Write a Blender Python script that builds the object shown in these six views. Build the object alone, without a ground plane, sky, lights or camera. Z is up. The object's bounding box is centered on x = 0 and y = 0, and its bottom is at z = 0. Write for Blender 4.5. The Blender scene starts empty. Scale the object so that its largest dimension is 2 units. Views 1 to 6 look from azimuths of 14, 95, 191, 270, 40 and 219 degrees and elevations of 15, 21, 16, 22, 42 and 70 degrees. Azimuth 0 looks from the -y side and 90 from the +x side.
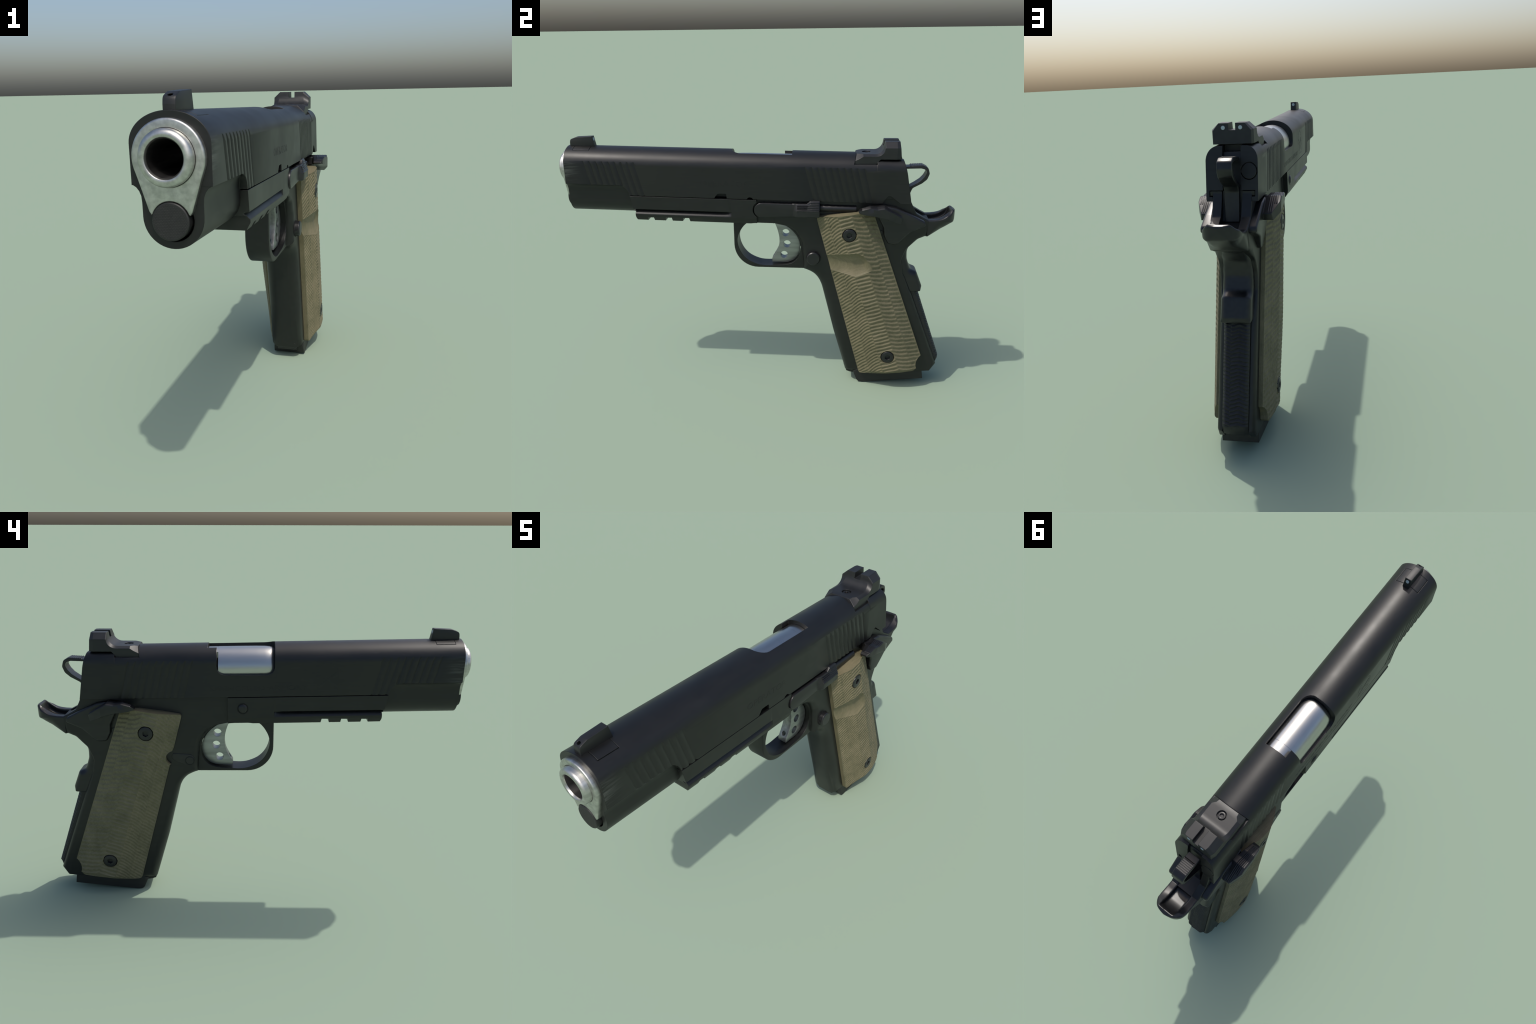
# A full-size service pistol standing on its magazine, built part by part.
# Axes: muzzle towards -y, grip towards the ground, the shooter's left is +x.
import bpy, bmesh, math
from mathutils import Vector, noise

CX = -0.0005           # the gun's plane of symmetry
TILT = 0.0198          # bore line climbs slightly towards the muzzle

# ------------------------------------------------------------------ materials
def material(name, build):
    m = bpy.data.materials.new(name)
    m.use_nodes = True
    nt = m.node_tree
    for n in list(nt.nodes):
        nt.nodes.remove(n)
    out = nt.nodes.new("ShaderNodeOutputMaterial")
    bs = nt.nodes.new("ShaderNodeBsdfPrincipled")
    nt.links.new(bs.outputs[0], out.inputs[0])
    build(nt, bs)
    return m

def node(nt, kind, **kw):
    n = nt.nodes.new(kind)
    for k, v in kw.items():
        if k in n.inputs:
            n.inputs[k].default_value = v
        else:
            setattr(n, k, v)
    return n

def ramp(nt, fac, stops):
    r = nt.nodes.new("ShaderNodeValToRGB")
    el = r.color_ramp.elements
    while len(el) < len(stops):
        el.new(0.5)
    for e, (p, c) in zip(el, stops):
        e.position = p
        e.color = c if len(c) == 4 else (*c, 1)
    nt.links.new(fac, r.inputs[0])
    return r.outputs[0]

def metal(col, rough, metallic=0.0, spec=0.5, var=0.25, edge=0.003, brush=(60, 6, 60), bump=0.0, wear=False):
    """Plain or blued metal: fine brushed grain, cloudy gloss, softened edges."""
    def build(nt, bs):
        tc = nt.nodes.new("ShaderNodeTexCoord")
        mp = node(nt, "ShaderNodeMapping")
        mp.inputs["Scale"].default_value = brush
        nt.links.new(tc.outputs["Object"], mp.inputs[0])
        n1 = node(nt, "ShaderNodeTexNoise", Scale=1.0, Detail=4.0)
        nt.links.new(mp.outputs[0], n1.inputs["Vector"])
        n2 = node(nt, "ShaderNodeTexNoise", Scale=5.0, Detail=3.0)
        nt.links.new(tc.outputs["Object"], n2.inputs["Vector"])
        lo = tuple(c * (1 - var) for c in col)
        hi = tuple(c * (1 + var) for c in col)
        c = ramp(nt, n1.outputs[0], [(0.35, lo), (0.65, hi)])
        if wear:
            # holster wear: pale streaks drawn back from the muzzle along the flats
            sp = nt.nodes.new("ShaderNodeSeparateXYZ")
            nt.links.new(tc.outputs["Object"], sp.inputs[0])
            near = node(nt, "ShaderNodeMapRange", interpolation_type="SMOOTHSTEP")
            for k, v in (("From Min", -0.86), ("From Max", -0.955), ("To Min", 0.0), ("To Max", 1.0)):
                near.inputs[k].default_value = v
            nt.links.new(sp.outputs["Y"], near.inputs[0])
            band = node(nt, "ShaderNodeMapRange", interpolation_type="SMOOTHSTEP")
            for k, v in (("From Min", 1.235), ("From Max", 1.205), ("To Min", 0.0), ("To Max", 1.0)):
                band.inputs[k].default_value = v
            nt.links.new(sp.outputs["Z"], band.inputs[0])
            ms = node(nt, "ShaderNodeMapping")
            ms.inputs["Scale"].default_value = (20, 7, 110)
            nt.links.new(tc.outputs["Object"], ms.inputs[0])
            ns = node(nt, "ShaderNodeTexNoise", Scale=1.0, Detail=5.0, Roughness=0.65)
            nt.links.new(ms.outputs[0], ns.inputs["Vector"])
            st = ramp(nt, ns.outputs[0], [(0.46, (0, 0, 0)), (0.70, (1, 1, 1))])
            m1 = node(nt, "ShaderNodeMath", operation="MULTIPLY")
            nt.links.new(near.outputs[0], m1.inputs[0])
            nt.links.new(band.outputs[0], m1.inputs[1])
            m2 = node(nt, "ShaderNodeMath", operation="MULTIPLY")
            side = node(nt, "ShaderNodeMath", operation="GREATER_THAN")
            side.inputs[1].default_value = -0.9563          # not on the muzzle face
            nt.links.new(sp.outputs["Y"], side.inputs[0])
            low = node(nt, "ShaderNodeMapRange", interpolation_type="SMOOTHSTEP")
            for k, v in (("From Min", 1.095), ("From Max", 1.11), ("To Min", 0.0), ("To Max", 1.0)):
                low.inputs[k].default_value = v
            nt.links.new(sp.outputs["Z"], low.inputs[0])
            m3 = node(nt, "ShaderNodeMath", operation="MULTIPLY")
            nt.links.new(side.outputs[0], m3.inputs[0])
            nt.links.new(low.outputs[0], m3.inputs[1])
            m4 = node(nt, "ShaderNodeMath", operation="MULTIPLY")
            nt.links.new(m3.outputs[0], m4.inputs[0])
            nt.links.new(m1.outputs[0], m4.inputs[1])
            nt.links.new(m4.outputs[0], m2.inputs[0])
            nt.links.new(st, m2.inputs[1])
            mx = node(nt, "ShaderNodeMix", data_type="RGBA")
            nt.links.new(m2.outputs[0], mx.inputs[0])
            nt.links.new(c, mx.inputs[6])
            mx.inputs[7].default_value = (0.075, 0.08, 0.072, 1)
            c = mx.outputs[2]
        nt.links.new(c, bs.inputs["Base Color"])
        mr = node(nt, "ShaderNodeMapRange")
        mr.inputs["From Min"].default_value = 0.3
        mr.inputs["From Max"].default_value = 0.7
        mr.inputs["To Min"].default_value = rough * 0.88
        mr.inputs["To Max"].default_value = rough * 1.12
        nt.links.new(n2.outputs[0], mr.inputs[0])
        nt.links.new(mr.outputs[0], bs.inputs["Roughness"])
        bs.inputs["Metallic"].default_value = metallic
        bs.inputs["Specular IOR Level"].default_value = spec
        bv = node(nt, "ShaderNodeBevel", samples=6)
        bv.inputs["Radius"].default_value = edge
        if bump:
            bp = node(nt, "ShaderNodeBump", Strength=bump, Distance=0.002)
            nt.links.new(n1.outputs[0], bp.inputs["Height"])
            nt.links.new(bv.outputs[0], bp.inputs["Normal"])
            nt.links.new(bp.outputs[0], bs.inputs["Normal"])
        else:
            nt.links.new(bv.outputs[0], bs.inputs["Normal"])
    return build

def laminate(nt, bs):
    """Tan and olive layered grip laminate: streaks along each cut, fine weave."""
    tc = nt.nodes.new("ShaderNodeTexCoord")
    n1 = node(nt, "ShaderNodeTexNoise", Scale=9.0, Detail=5.0, Roughness=0.6)
    nt.links.new(tc.outputs["Object"], n1.inputs["Vector"])
    mp = node(nt, "ShaderNodeMapping")
    mp.inputs["Scale"].default_value = (420.0, 18.0, 26.0)
    nt.links.new(tc.outputs["Object"], mp.inputs[0])
    n2 = node(nt, "ShaderNodeTexNoise", Scale=1.0, Detail=3.0)
    nt.links.new(mp.outputs[0], n2.inputs["Vector"])
    n3 = node(nt, "ShaderNodeTexNoise", Scale=160.0, Detail=2.0)
    nt.links.new(tc.outputs["Object"], n3.inputs["Vector"])
    a = node(nt, "ShaderNodeMath", operation="MULTIPLY")
    a.inputs[1].default_value = 0.5
    nt.links.new(n1.outputs[0], a.inputs[0])
    b = node(nt, "ShaderNodeMath", operation="MULTIPLY_ADD")
    b.inputs[1].default_value = 0.35
    nt.links.new(n2.outputs[0], b.inputs[0])
    nt.links.new(a.outputs[0], b.inputs[2])
    d = node(nt, "ShaderNodeMath", operation="MULTIPLY_ADD")
    d.inputs[1].default_value = 0.15
    nt.links.new(n3.outputs[0], d.inputs[0])
    nt.links.new(b.outputs[0], d.inputs[2])
    c = ramp(nt, d.outputs[0], [(0.36, (0.112, 0.102, 0.057)), (0.5, (0.154, 0.137, 0.079)),
                                (0.64, (0.197, 0.167, 0.102))])
    nt.links.new(c, bs.inputs["Base Color"])
    bs.inputs["Roughness"].default_value = 0.62
    bs.inputs["Specular IOR Level"].default_value = 0.35
    bp = node(nt, "ShaderNodeBump", Strength=0.15, Distance=0.001)
    nt.links.new(n3.outputs[0], bp.inputs["Height"])
    nt.links.new(bp.outputs[0], bs.inputs["Normal"])

M = {
    "slide":   material("blued_slide_steel", metal((0.0055, 0.0057, 0.0057), 0.44, var=0.18, brush=(9, 9, 90), wear=True)),
    "frame":   material("blued_frame_steel", metal((0.006, 0.0063, 0.006), 0.42, var=0.18)),
    "small":   material("blued_small_parts", metal((0.010, 0.010, 0.011), 0.34, var=0.2)),
    "sight":   material("black_sight_steel", metal((0.011, 0.0115, 0.012), 0.46, var=0.2)),
    "matte":   material("matte_black_polymer", metal((0.011, 0.011, 0.011), 0.52, var=0.2)),
    "crest":   material("etched_crest", metal((0.007, 0.0075, 0.0075), 0.46, var=0.1, edge=0.0004)),
    "steel":   material("bright_barrel_steel", metal((0.49, 0.49, 0.475), 0.29, metallic=1.0, var=0.03, brush=(60, 8, 60))),
    "bush":    material("stainless_bushing_steel", metal((0.50, 0.50, 0.475), 0.38, metallic=1.0, var=0.16)),
    "bore":    material("bore_steel", metal((0.34, 0.33, 0.33), 0.35, metallic=1.0, var=0.2)),
    "trigger": material("grey_trigger_alloy", metal((0.30, 0.31, 0.30), 0.42, metallic=0.9, var=0.15)),
    "dot":     material("pale_sight_dot", metal((0.42, 0.48, 0.50), 0.5, var=0.05)),
    "mark":    material("engraved_marking", metal((0.0045, 0.005, 0.005), 0.5, var=0.1, edge=0.0004)),
    "seam":    material("dark_gap", metal((0.003, 0.003, 0.003), 0.7, var=0.1)),
    "grip":    material("tan_laminate", laminate),
}

# ------------------------------------------------------------------- helpers
root = bpy.data.objects.new("pistol", None)
bpy.context.collection.objects.link(root)
root["label"] = "black steel pistol with tan ridged grip panels and silver barrel"
root["category"] = "pistol"

def obj(name, verts, faces, mat=None, parent=root, smooth=35, shift=True):
    me = bpy.data.meshes.new(name)
    dx = CX if shift else 0.0
    me.from_pydata([(v[0] + dx, v[1], v[2]) for v in verts], [], faces)
    bm = bmesh.new()
    bm.from_mesh(me)
    bmesh.ops.remove_doubles(bm, verts=bm.verts, dist=1e-6)
    bmesh.ops.recalc_face_normals(bm, faces=bm.faces)
    bm.to_mesh(me)
    bm.free()
    o = bpy.data.objects.new(name, me)
    bpy.context.collection.objects.link(o)
    if mat:
        me.materials.append(M[mat])
    if parent:
        o.parent = parent
    if smooth:
        shade(o, smooth)
    return o

def shade(o, ang):
    o.data.shade_smooth()
    o.data.set_sharp_from_angle(angle=math.radians(ang))

def boolean(o, cutters, op="DIFFERENCE", smooth=35):
    for c in cutters:
        md = o.modifiers.new("b", "BOOLEAN")
        md.object = c
        md.operation = op
        md.solver = "EXACT"
        dg = bpy.context.evaluated_depsgraph_get()
        me = bpy.data.meshes.new_from_object(o.evaluated_get(dg))
        o.modifiers.clear()
        old = o.data
        nm = old.name
        o.data = me
        bpy.data.meshes.remove(old)
        me.name = nm
    for c in cutters:
        me = c.data
        bpy.data.objects.remove(c)
        bpy.data.meshes.remove(me)
    # cut faces inherit empty slots: keep the first material only
    mats = [m for m in o.data.materials if m]
    o.data.materials.clear()
    if mats:
        o.data.materials.append(mats[0])
        for p in o.data.polygons:
            p.material_index = 0
    shade(o, smooth)
    return o

def join(name, parts):
    """Merge loose meshes (overlapping solids of one part) into one object."""
    base = parts[0]
    bm = bmesh.new()
    for p in parts:
        bm.from_mesh(p.data)
    bm.to_mesh(base.data)
    bm.free()
    for p in parts[1:]:
        me = p.data
        bpy.data.objects.remove(p)
        bpy.data.meshes.remove(me)
    base.name = base.data.name = name
    return base

def fillet(pts, seg=6):
    """Polygon (a, b, radius) -> list of (a, b) with rounded corners."""
    out = []
    n = len(pts)
    for i in range(n):
        p = Vector(pts[i][:2])
        r = pts[i][2] if len(pts[i]) > 2 else 0
        if r <= 0:
            out.append((p.x, p.y))
            continue
        a = (Vector(pts[i - 1][:2]) - p)
        b = (Vector(pts[(i + 1) % n][:2]) - p)
        la, lb = a.length, b.length
        a.normalize(); b.normalize()
        ang = a.angle(b)
        t = min(r / math.tan(ang / 2), la * 0.49, lb * 0.49)
        rr = t * math.tan(ang / 2)
        c = p + (a + b).normalized() * (rr / math.sin(ang / 2))
        s, e = p + a * t - c, p + b * t - c
        tot = s.angle_signed(e) if s.length > 0 else 0
        for k in range(seg + 1):
            v = s.copy()
            v.rotate(__import__("mathutils").Matrix.Rotation(-tot * k / seg, 2))
            out.append((c.x + v.x, c.y + v.y))
    return out

def spline(ctrl, seg=6, closed=False):
    """Catmull-Rom through control points (any dimension)."""
    n = len(ctrl)
    out = []
    rng = range(n if closed else n - 1)
    for i in rng:
        g = (lambda k: ctrl[k % n]) if closed else (lambda k: ctrl[max(0, min(n - 1, k))])
        p0, p1, p2, p3 = g(i - 1), g(i), g(i + 1), g(i + 2)
        for s in range(seg):
            t = s / seg
            out.append(tuple(0.5 * (2 * b + (c - a) * t + (2 * a - 5 * b + 4 * c - d) * t * t
                                    + (3 * b - a - 3 * c + d) * t ** 3)
                             for a, b, c, d in zip(p0, p1, p2, p3)))
    if not closed:
        out.append(tuple(ctrl[-1]))
    return out

def area(poly):
    return 0.5 * sum(poly[i - 1][0] * poly[i][1] - poly[i][0] * poly[i - 1][1] for i in range(len(poly)))

def untangle(ring, poly):
    """Where an inset outline folds over itself, draw the fold to one point."""
    n = len(ring)
    tag = [False] * n                     # edge i -> i+1 collapsed
    for _ in range(12):
        bad = [i for i in range(n) if not tag[i] and
               (ring[(i + 1) % n][1] - ring[i][1]) * (poly[(i + 1) % n][0] - poly[i][0]) +
               (ring[(i + 1) % n][2] - ring[i][2]) * (poly[(i + 1) % n][1] - poly[i][1]) < -1e-12]
        if not bad:
            break
        for i in bad:
            tag[i] = True
        start = next((i for i in range(n) if not tag[i - 1]), 0)
        k = start
        while k < start + n:
            run = [k % n]
            while tag[k % n] and len(run) < n:
                k += 1
                run.append(k % n)
            if len(run) > 1:
                c = [sum(ring[r][a] for r in run) / len(run) for a in range(3)]
                for r in run:
                    ring[r] = tuple(c)
            k += 1
    return ring

def prism(name, poly, x0, x1, r=0.0, rad=None, mat=None, parent=root, seg=4, axis="x", smooth=35, shift=True):
    """Extrude a side profile (y, z) across x with rounded rims.
    rad: optional per-vertex rim radius; r: common rim radius."""
    if rad is not None:
        q = [(p[0], p[1], k) for p, k in zip(poly, rad)]
        if area(poly) < 0:
            q.reverse()
        poly = [(p[0], p[1]) for p in q]
        rad = [p[2] for p in q]
    elif area(poly) < 0:
        poly = poly[::-1]
    n = len(poly)
    rad = rad or [r] * n
    nrm = []
    for i in range(n):
        a = Vector(poly[i]) - Vector(poly[i - 1])
        b = Vector(poly[(i + 1) % n]) - Vector(poly[i])
        na = Vector((-a.y, a.x)).normalized() if a.length else Vector((0, 0))
        nb = Vector((-b.y, b.x)).normalized() if b.length else Vector((0, 0))
        m = na + nb
        m = m.normalized() / max(0.45, (1 + na.dot(nb)) / 2) ** 0.5 if m.length > 1e-6 else na
        nrm.append(m)
    rings = []
    has = max(rad) > 0
    ts = [math.pi / 2 * k / seg for k in range(seg + 1)] if has else [0.0]
    for s, X in ((-1, x0), (1, x1)):
        lay = []
        for t in ts:
            ring = []
            for i in range(n):
                ins = rad[i] * (1 - math.cos(t))
                x = X - s * rad[i] * (1 - math.sin(t)) if has else X
                ring.append((x, poly[i][0] + nrm[i].x * ins, poly[i][1] + nrm[i].y * ins))
            lay.append(untangle(ring, poly))
        rings.append(lay)
    seq = list(reversed(rings[0])) + rings[1]
    verts = [v for ring in seq for v in ring]
    faces = []
    for k in range(len(seq) - 1):
        for i in range(n):
            j = (i + 1) % n
            faces.append((k * n + i, k * n + j, (k + 1) * n + j, (k + 1) * n + i))
    faces.append(tuple(range(n)))
    last = (len(seq) - 1) * n
    faces.append(tuple(last + i for i in range(n)))
    if axis == "y":      # profile given as (x, z), extruded along y
        verts = [(v[1], v[0], v[2]) for v in verts]
    elif axis == "z":    # profile given as (x, y), extruded along z
        verts = [(v[1], v[2], v[0]) for v in verts]
    return obj(name, verts, faces, mat, parent, smooth, shift)

def box(x0, x1, y0, y1, z0, z1, name="box", mat=None, parent=None, shear=False):
    v = [(x, y, z - (TILT * y if shear else 0)) for x in (x0, x1) for y in (y0, y1) for z in (z0, z1)]
    f = [(0, 1, 3, 2), (4, 6, 7, 5), (0, 4, 5, 1), (2, 3, 7, 6), (0, 2, 6, 4), (1, 5, 7, 3)]
    return obj(name, v, f, mat, parent)

def circle(cy, cz, r, n=32, a0=0.0):
    return [(cy + r * math.cos(a0 + 2 * math.pi * i / n), cz + r * math.sin(a0 + 2 * math.pi * i / n)) for i in range(n)]

def lathe(name, prof, centre, axis="y", n=64, mat=None, parent=root, closed=False, tilt=0.0, cap=True):
    """Revolve (radius, distance along axis) pairs about an axis through centre."""
    verts, faces = [], []
    m = len(prof)
    for i in range(n):
        a = 2 * math.pi * i / n
        for r, d in prof:
            p = (r * math.cos(a), d, r * math.sin(a) - tilt * d) if axis == "y" else (d, r * math.cos(a), r * math.sin(a))
            verts.append((p[0] + centre[0], p[1] + centre[1], p[2] + centre[2]))
    for i in range(n):
        j = (i + 1) % n
        for k in range(m if closed else m - 1):
            l = (k + 1) % m
            faces.append((i * m + k, j * m + k, j * m + l, i * m + l))
    if not closed and cap:
        for k in (0, m - 1):
            if prof[k][0] > 1e-6:
                faces.append(tuple(i * m + k for i in range(n)))
    return obj(name, verts, faces, mat, parent)

def loft(name, rings, mat=None, parent=root, smooth=35):
    n = len(rings[0])
    verts = [v for r in rings for v in r]
    faces = []
    for k in range(len(rings) - 1):
        for i in range(n):
            j = (i + 1) % n
            faces.append((k * n + i, k * n + j, (k + 1) * n + j, (k + 1) * n + i))
    faces.append(tuple(range(n)))
    faces.append(tuple((len(rings) - 1) * n + i for i in range(n)))
    return obj(name, verts, faces, mat, parent, smooth)

def lerp_table(tab, x):
    if x <= tab[0][0]:
        return tab[0][1]
    for (a, b), (c, d) in zip(tab, tab[1:]):
        if x <= c:
            return b + (d - b) * (x - a) / (c - a) if c > a else d
    return tab[-1][1]

def smooth01(t):
    t = max(0.0, min(1.0, t))
    return t * t * (3 - 2 * t)

def lev(y, z0):
    """Height of a point given in the bore line's level frame."""
    return z0 - TILT * y

# --------------------------------------------------------------------- slide
HW = 0.104                    # slide half width
CROWN = (1.188, 0.0785)       # the round top: ellipse centre height and rise
def crown(x):
    return CROWN[0] + CROWN[1] * math.sqrt(max(0.0, 1 - (x / HW) ** 2))
BORE = 1.157
PLUG = 1.0035

def slide_section(y, zb, kind, zclamp=None):
    pts = [(-HW, lev(y, zb)), (HW, lev(y, zb)), (HW, lev(y, 1.184))]
    N = 44
    if kind == "round":
        arc = [(HW * math.cos(math.pi * i / N), CROWN[0] + CROWN[1] * math.sin(math.pi * i / N)) for i in range(N + 1)]
    else:                     # lower, boxier tail behind the rear sight
        arc = []
        h = N // 2
        for i in range(h + 1):
            a = math.pi / 2 * min(1, i / (h - 1))
            arc.append((0.057 + 0.047 * math.cos(a), 1.1925 + 0.055 * math.sin(a)) if i < h else (0.0, 1.2475))
        arc = arc + [(-p[0], p[1]) for p in arc[-2::-1]]
    for x, z in arc:
        z = lev(y, z)
        if zclamp:
            z = min(z, zclamp)
        pts.append((x, z))
    pts.append((-HW, lev(y, 1.184)))
    return [(x, y, z) for x, z in pts]

step = spline([(-0.69, 1.0885), (-0.668, 1.0855), (-0.649, 1.073), (-0.637, 1.054), (-0.632, 1.038)], 5)
rings = [slide_section(-0.957, 1.0885, "round")]
rings += [slide_section(y, zb, "round") for y, zb in step]
rings += [slide_section(y, 1.038, "round") for y in (-0.3, 0.1)]
rings.append([(x, 0.4865 + 0.24 * max(0.0, z - 1.2135), z) for x, y, z in slide_section(0.4865, 1.038, "round")])
rings += [slide_section(0.487, 1.038, "round", 1.2135), slide_section(0.5975, 1.038, "round", 1.2135)]
rings += [slide_section(0.598, 1.038, "tail"), slide_section(0.66, 1.038, "tail")]
tail_y = [(1.0, 0.772), (1.03, 0.769), (1.10, 0.758), (1.16, 0.745), (1.199, 0.7355), (1.24, 0.722)]
rings.append([(x, lerp_table(tail_y, z), z) for x, _, z in slide_section(0.75, 1.038, "tail")])
slide = loft("slide", rings, "slide")

# recoil spring housing under the muzzle, flaring out to meet the slide flats
def lobe_section(y):
    half = [(0.1005, 1.095), (0.1, 1.088), (0.0925, 1.083), (0.0855, 1.074), (0.081, 1.062), (0.0795, 1.045)]
    for i in range(0, 13):
        a = math.pi / 2 * i / 12
        half.append((0.0795 * math.cos(a), 1.011 - 0.0795 * math.sin(a)))
    full = half + [(-x, z) for x, z in half[-2::-1]]
    return [(x, y, lev(y, z)) for x, z in full]
lobe = loft("lobe", [lobe_section(-0.9565), lobe_section(-0.8), lobe_section(-0.62)], None, None)
boolean(slide, [lobe], "UNION")

# grasping grooves on both flats, front and rear
def grooves():
    parts = []
    for s in (-1, 1):
        for y_top, count, pitch, slope in ((-0.8585, 9, 0.0323, 0.265), (0.2485, 10, 0.0319, 0.28)):
            for k in range(count):
                yt = y_top + k * pitch
                v = []
                for z in (1.02, 1.2065):
                    yy = yt + (1.2065 - z) * slope
                    for x, dy in ((HW + 0.004, -0.0140), (HW - 0.0048, -0.0006), (HW - 0.0048, 0.0006), (HW + 0.004, 0.0140)):
                        v.append((s * x, yy + dy, lev(yy, z)))
                f = [(0, 1, 2, 3), (4, 5, 6, 7), (0, 1, 5, 4), (1, 2, 6, 5), (2, 3, 7, 6), (3, 0, 4, 7)]
                parts.append(obj("g", v, f, None, None, 0))
    return join("g", parts)

# ejection port: open on the right and across the crown
port_side = fillet([(-0.117, 1.45, 0), (0.1435, 1.45, 0), (0.1435, 1.138, 0.036), (-0.117, 1.138, 0.036)])
port = prism("p", port_side, -0.3, 0.3)
port_plan = fillet([(-0.3, -0.4, 0), (-0.3, 0.4, 0), (0.052, 0.4, 0), (0.052, -0.1175, 0.05), (-0.06, -0.1185, 0.02), (-0.06, -0.4, 0)])
boolean(port, [prism("q", port_plan, 1.0, 1.6, axis="z")], "INTERSECT")
port2 = box(-0.054, 0.052, 0.05, 0.185, 1.2, 1.4)

def tilted_cyl(r, y0, y1, z0, x=0.0, n=48):
    return lathe("c", [(r, y0), (r, y1)], (x, 0, z0), "y", n, None, None, tilt=TILT)

cuts = [grooves(), port, port2,
        tilted_cyl(0.0702, -1.1, -0.80, BORE, n=64), tilted_cyl(0.0655, -0.9, -0.3, BORE, n=64),
        tilted_cyl(0.0535, -1.1, -0.84, PLUG, n=64),
        box(-0.0365, 0.0365, 0.685, 0.9, 1.0, 1.3),                       # hammer slot
        box(-0.0785, 0.0785, 0.5, 0.9, 0.95, 1.045),                       # rail channel
        box(-0.0915, 0.0915, 0.5, 0.9, 1.0405, 1.0645),
        lathe("c", [(0.033, 0.735), (0.033, 0.9)], (-0.069, 0, 1.137), "y", 40, None, None)]
# left side bottom-edge notches: disassembly notch, slide stop notch, safety notch
cuts += [prism("n", fillet([(-0.204, 1.02), (-0.198, 1.046, .006), (-0.182, 1.0655, .012), (-0.139, 1.0655, .006), (-0.135, 1.02)]), 0.07, 0.2),
         prism("n", circle(-0.021, 1.031, 0.0175), 0.07, 0.2),
         prism("n", fillet([(0.632, 1.015), (0.632, 1.03, 0), (0.655, 1.0625, .008), (0.668, 1.0625, .008), (0.716, 1.026, 0), (0.716, 1.015)]), 0.06, 0.2)]
# dovetail for the front sight
dove = [(-0.07, -0.836), (-0.07, -0.919), (0.07, -0.919), (0.07, -0.836)]
cuts.append(prism("d", [(-0.0605, -0.8345), (-0.0605, -0.9205), (0.0605, -0.9205), (0.0605, -0.8345)], 1.262, 1.4, axis="z"))
boolean(slide, cuts)

# dark liner inside the slide so slots read as depth, and the firing pin stop
fps = prism("firing_pin_stop", [(0.68, 1.05), (0.752, 1.05), (0.744, 1.10), (0.731, 1.16), (0.720, 1.203), (0.714, 1.209), (0.68, 1.209)], -0.0362, 0.0362, mat="slide", parent=slide)
extractor = lathe("extractor", [(0.0, 0.74), (0.0302, 0.74), (0.0302, 0.7535), (0.0287, 0.7545), (0.0, 0.7545)], (-0.069, 0, 1.137), "y", 40, "slide", slide)
# the extractor's end face leans like the slide's tail
for v in extractor.data.vertices:
    if v.co.y > 0.75:
        v.co.y = lerp_table(tail_y, v.co.z) - (0.0005 if math.hypot(v.co.x - CX + 0.069, v.co.z - 1.137) < 0.0295 else 0.002)

shade(extractor, 15)

# -------------------------------------------------------------- barrel group
barrel = lathe("barrel", [(0.0465, -0.40), (0.0465, -0.992), (0.050, -0.9985), (0.054, -1.0), (0.060, -0.9992), (0.0665, -0.995), (0.0695, -0.988),
                          (0.0695, -0.84), (0.064, -0.82), (0.064, -0.40)], (0, 0, BORE), "y", 72, "bush", root, closed=True, tilt=TILT)
bore = lathe("barrel_bore", [(0.0463, -0.991), (0.0463, -0.42), (0.0, -0.42)], (0, 0, BORE), "y", 72, "bore", barrel, tilt=TILT, cap=False)
R_H = 0.0925
hood = lathe("barrel_chamber", [(0.0, -0.125), (R_H - 0.020, -0.122), (R_H - 0.013, -0.117), (R_H - 0.007, -0.108), (R_H - 0.0035, -0.094), (R_H - 0.0015, -0.07), (R_H - 0.0005, -0.03), (R_H, 0.05), (R_H, 0.1385), (0.0, 0.1385)], (0, 0, BORE), "y", 72, "steel", barrel, tilt=TILT)
a1 = math.asin(0.05 / R_H)
tab = [(R_H * math.sin(a1 * (1 - 2 * i / 14)), R_H * math.cos(a1 * (1 - 2 * i / 14)) - 0.0002) for i in range(15)]
tab = tab + [(-0.05, 0.05), (0.05, 0.05)]
barrel_hood = loft("barrel_hood", [[(x, y, lev(y, BORE + z)) for x, z in tab] for y in (0.1375, 0.1835)], "steel", barrel)

# bushing: round flange with two feet straddling the recoil spring plug
def bushing_outline():
    z0 = BORE + 0.0
    pts = []
    for i in range(41):
        a = math.radians(-22 + (180 + 44) * i / 40)
        pts.append((0.0925 * math.cos(a), z0 + 0.0925 * math.sin(a)))
    left = [(-0.0735, 1.085), (-0.0555, 1.027), (-0.0500, 1.0185), (-0.0435, 1.0215)]
    pts += left
    for i in range(13):
        a = math.radians(157 - 134 * i / 12)
        pts.append((0.0484 * math.cos(a), PLUG + 0.0484 * math.sin(a)))
    pts += [(-x, z) for x, z in reversed(left)]
    return pts
bushing = prism("barrel_bushing", bushing_outline(), -0.9755, -0.95, r=0.0055, seg=4, axis="y", mat="bush")
for v in bushing.data.vertices:
    v.co.z -= TILT * v.co.y
boolean(bushing, [lathe("c", [(0.0708, -1.1), (0.0708, -0.9)], (0, 0, BORE), "y", 72, None, None, tilt=TILT)])

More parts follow.
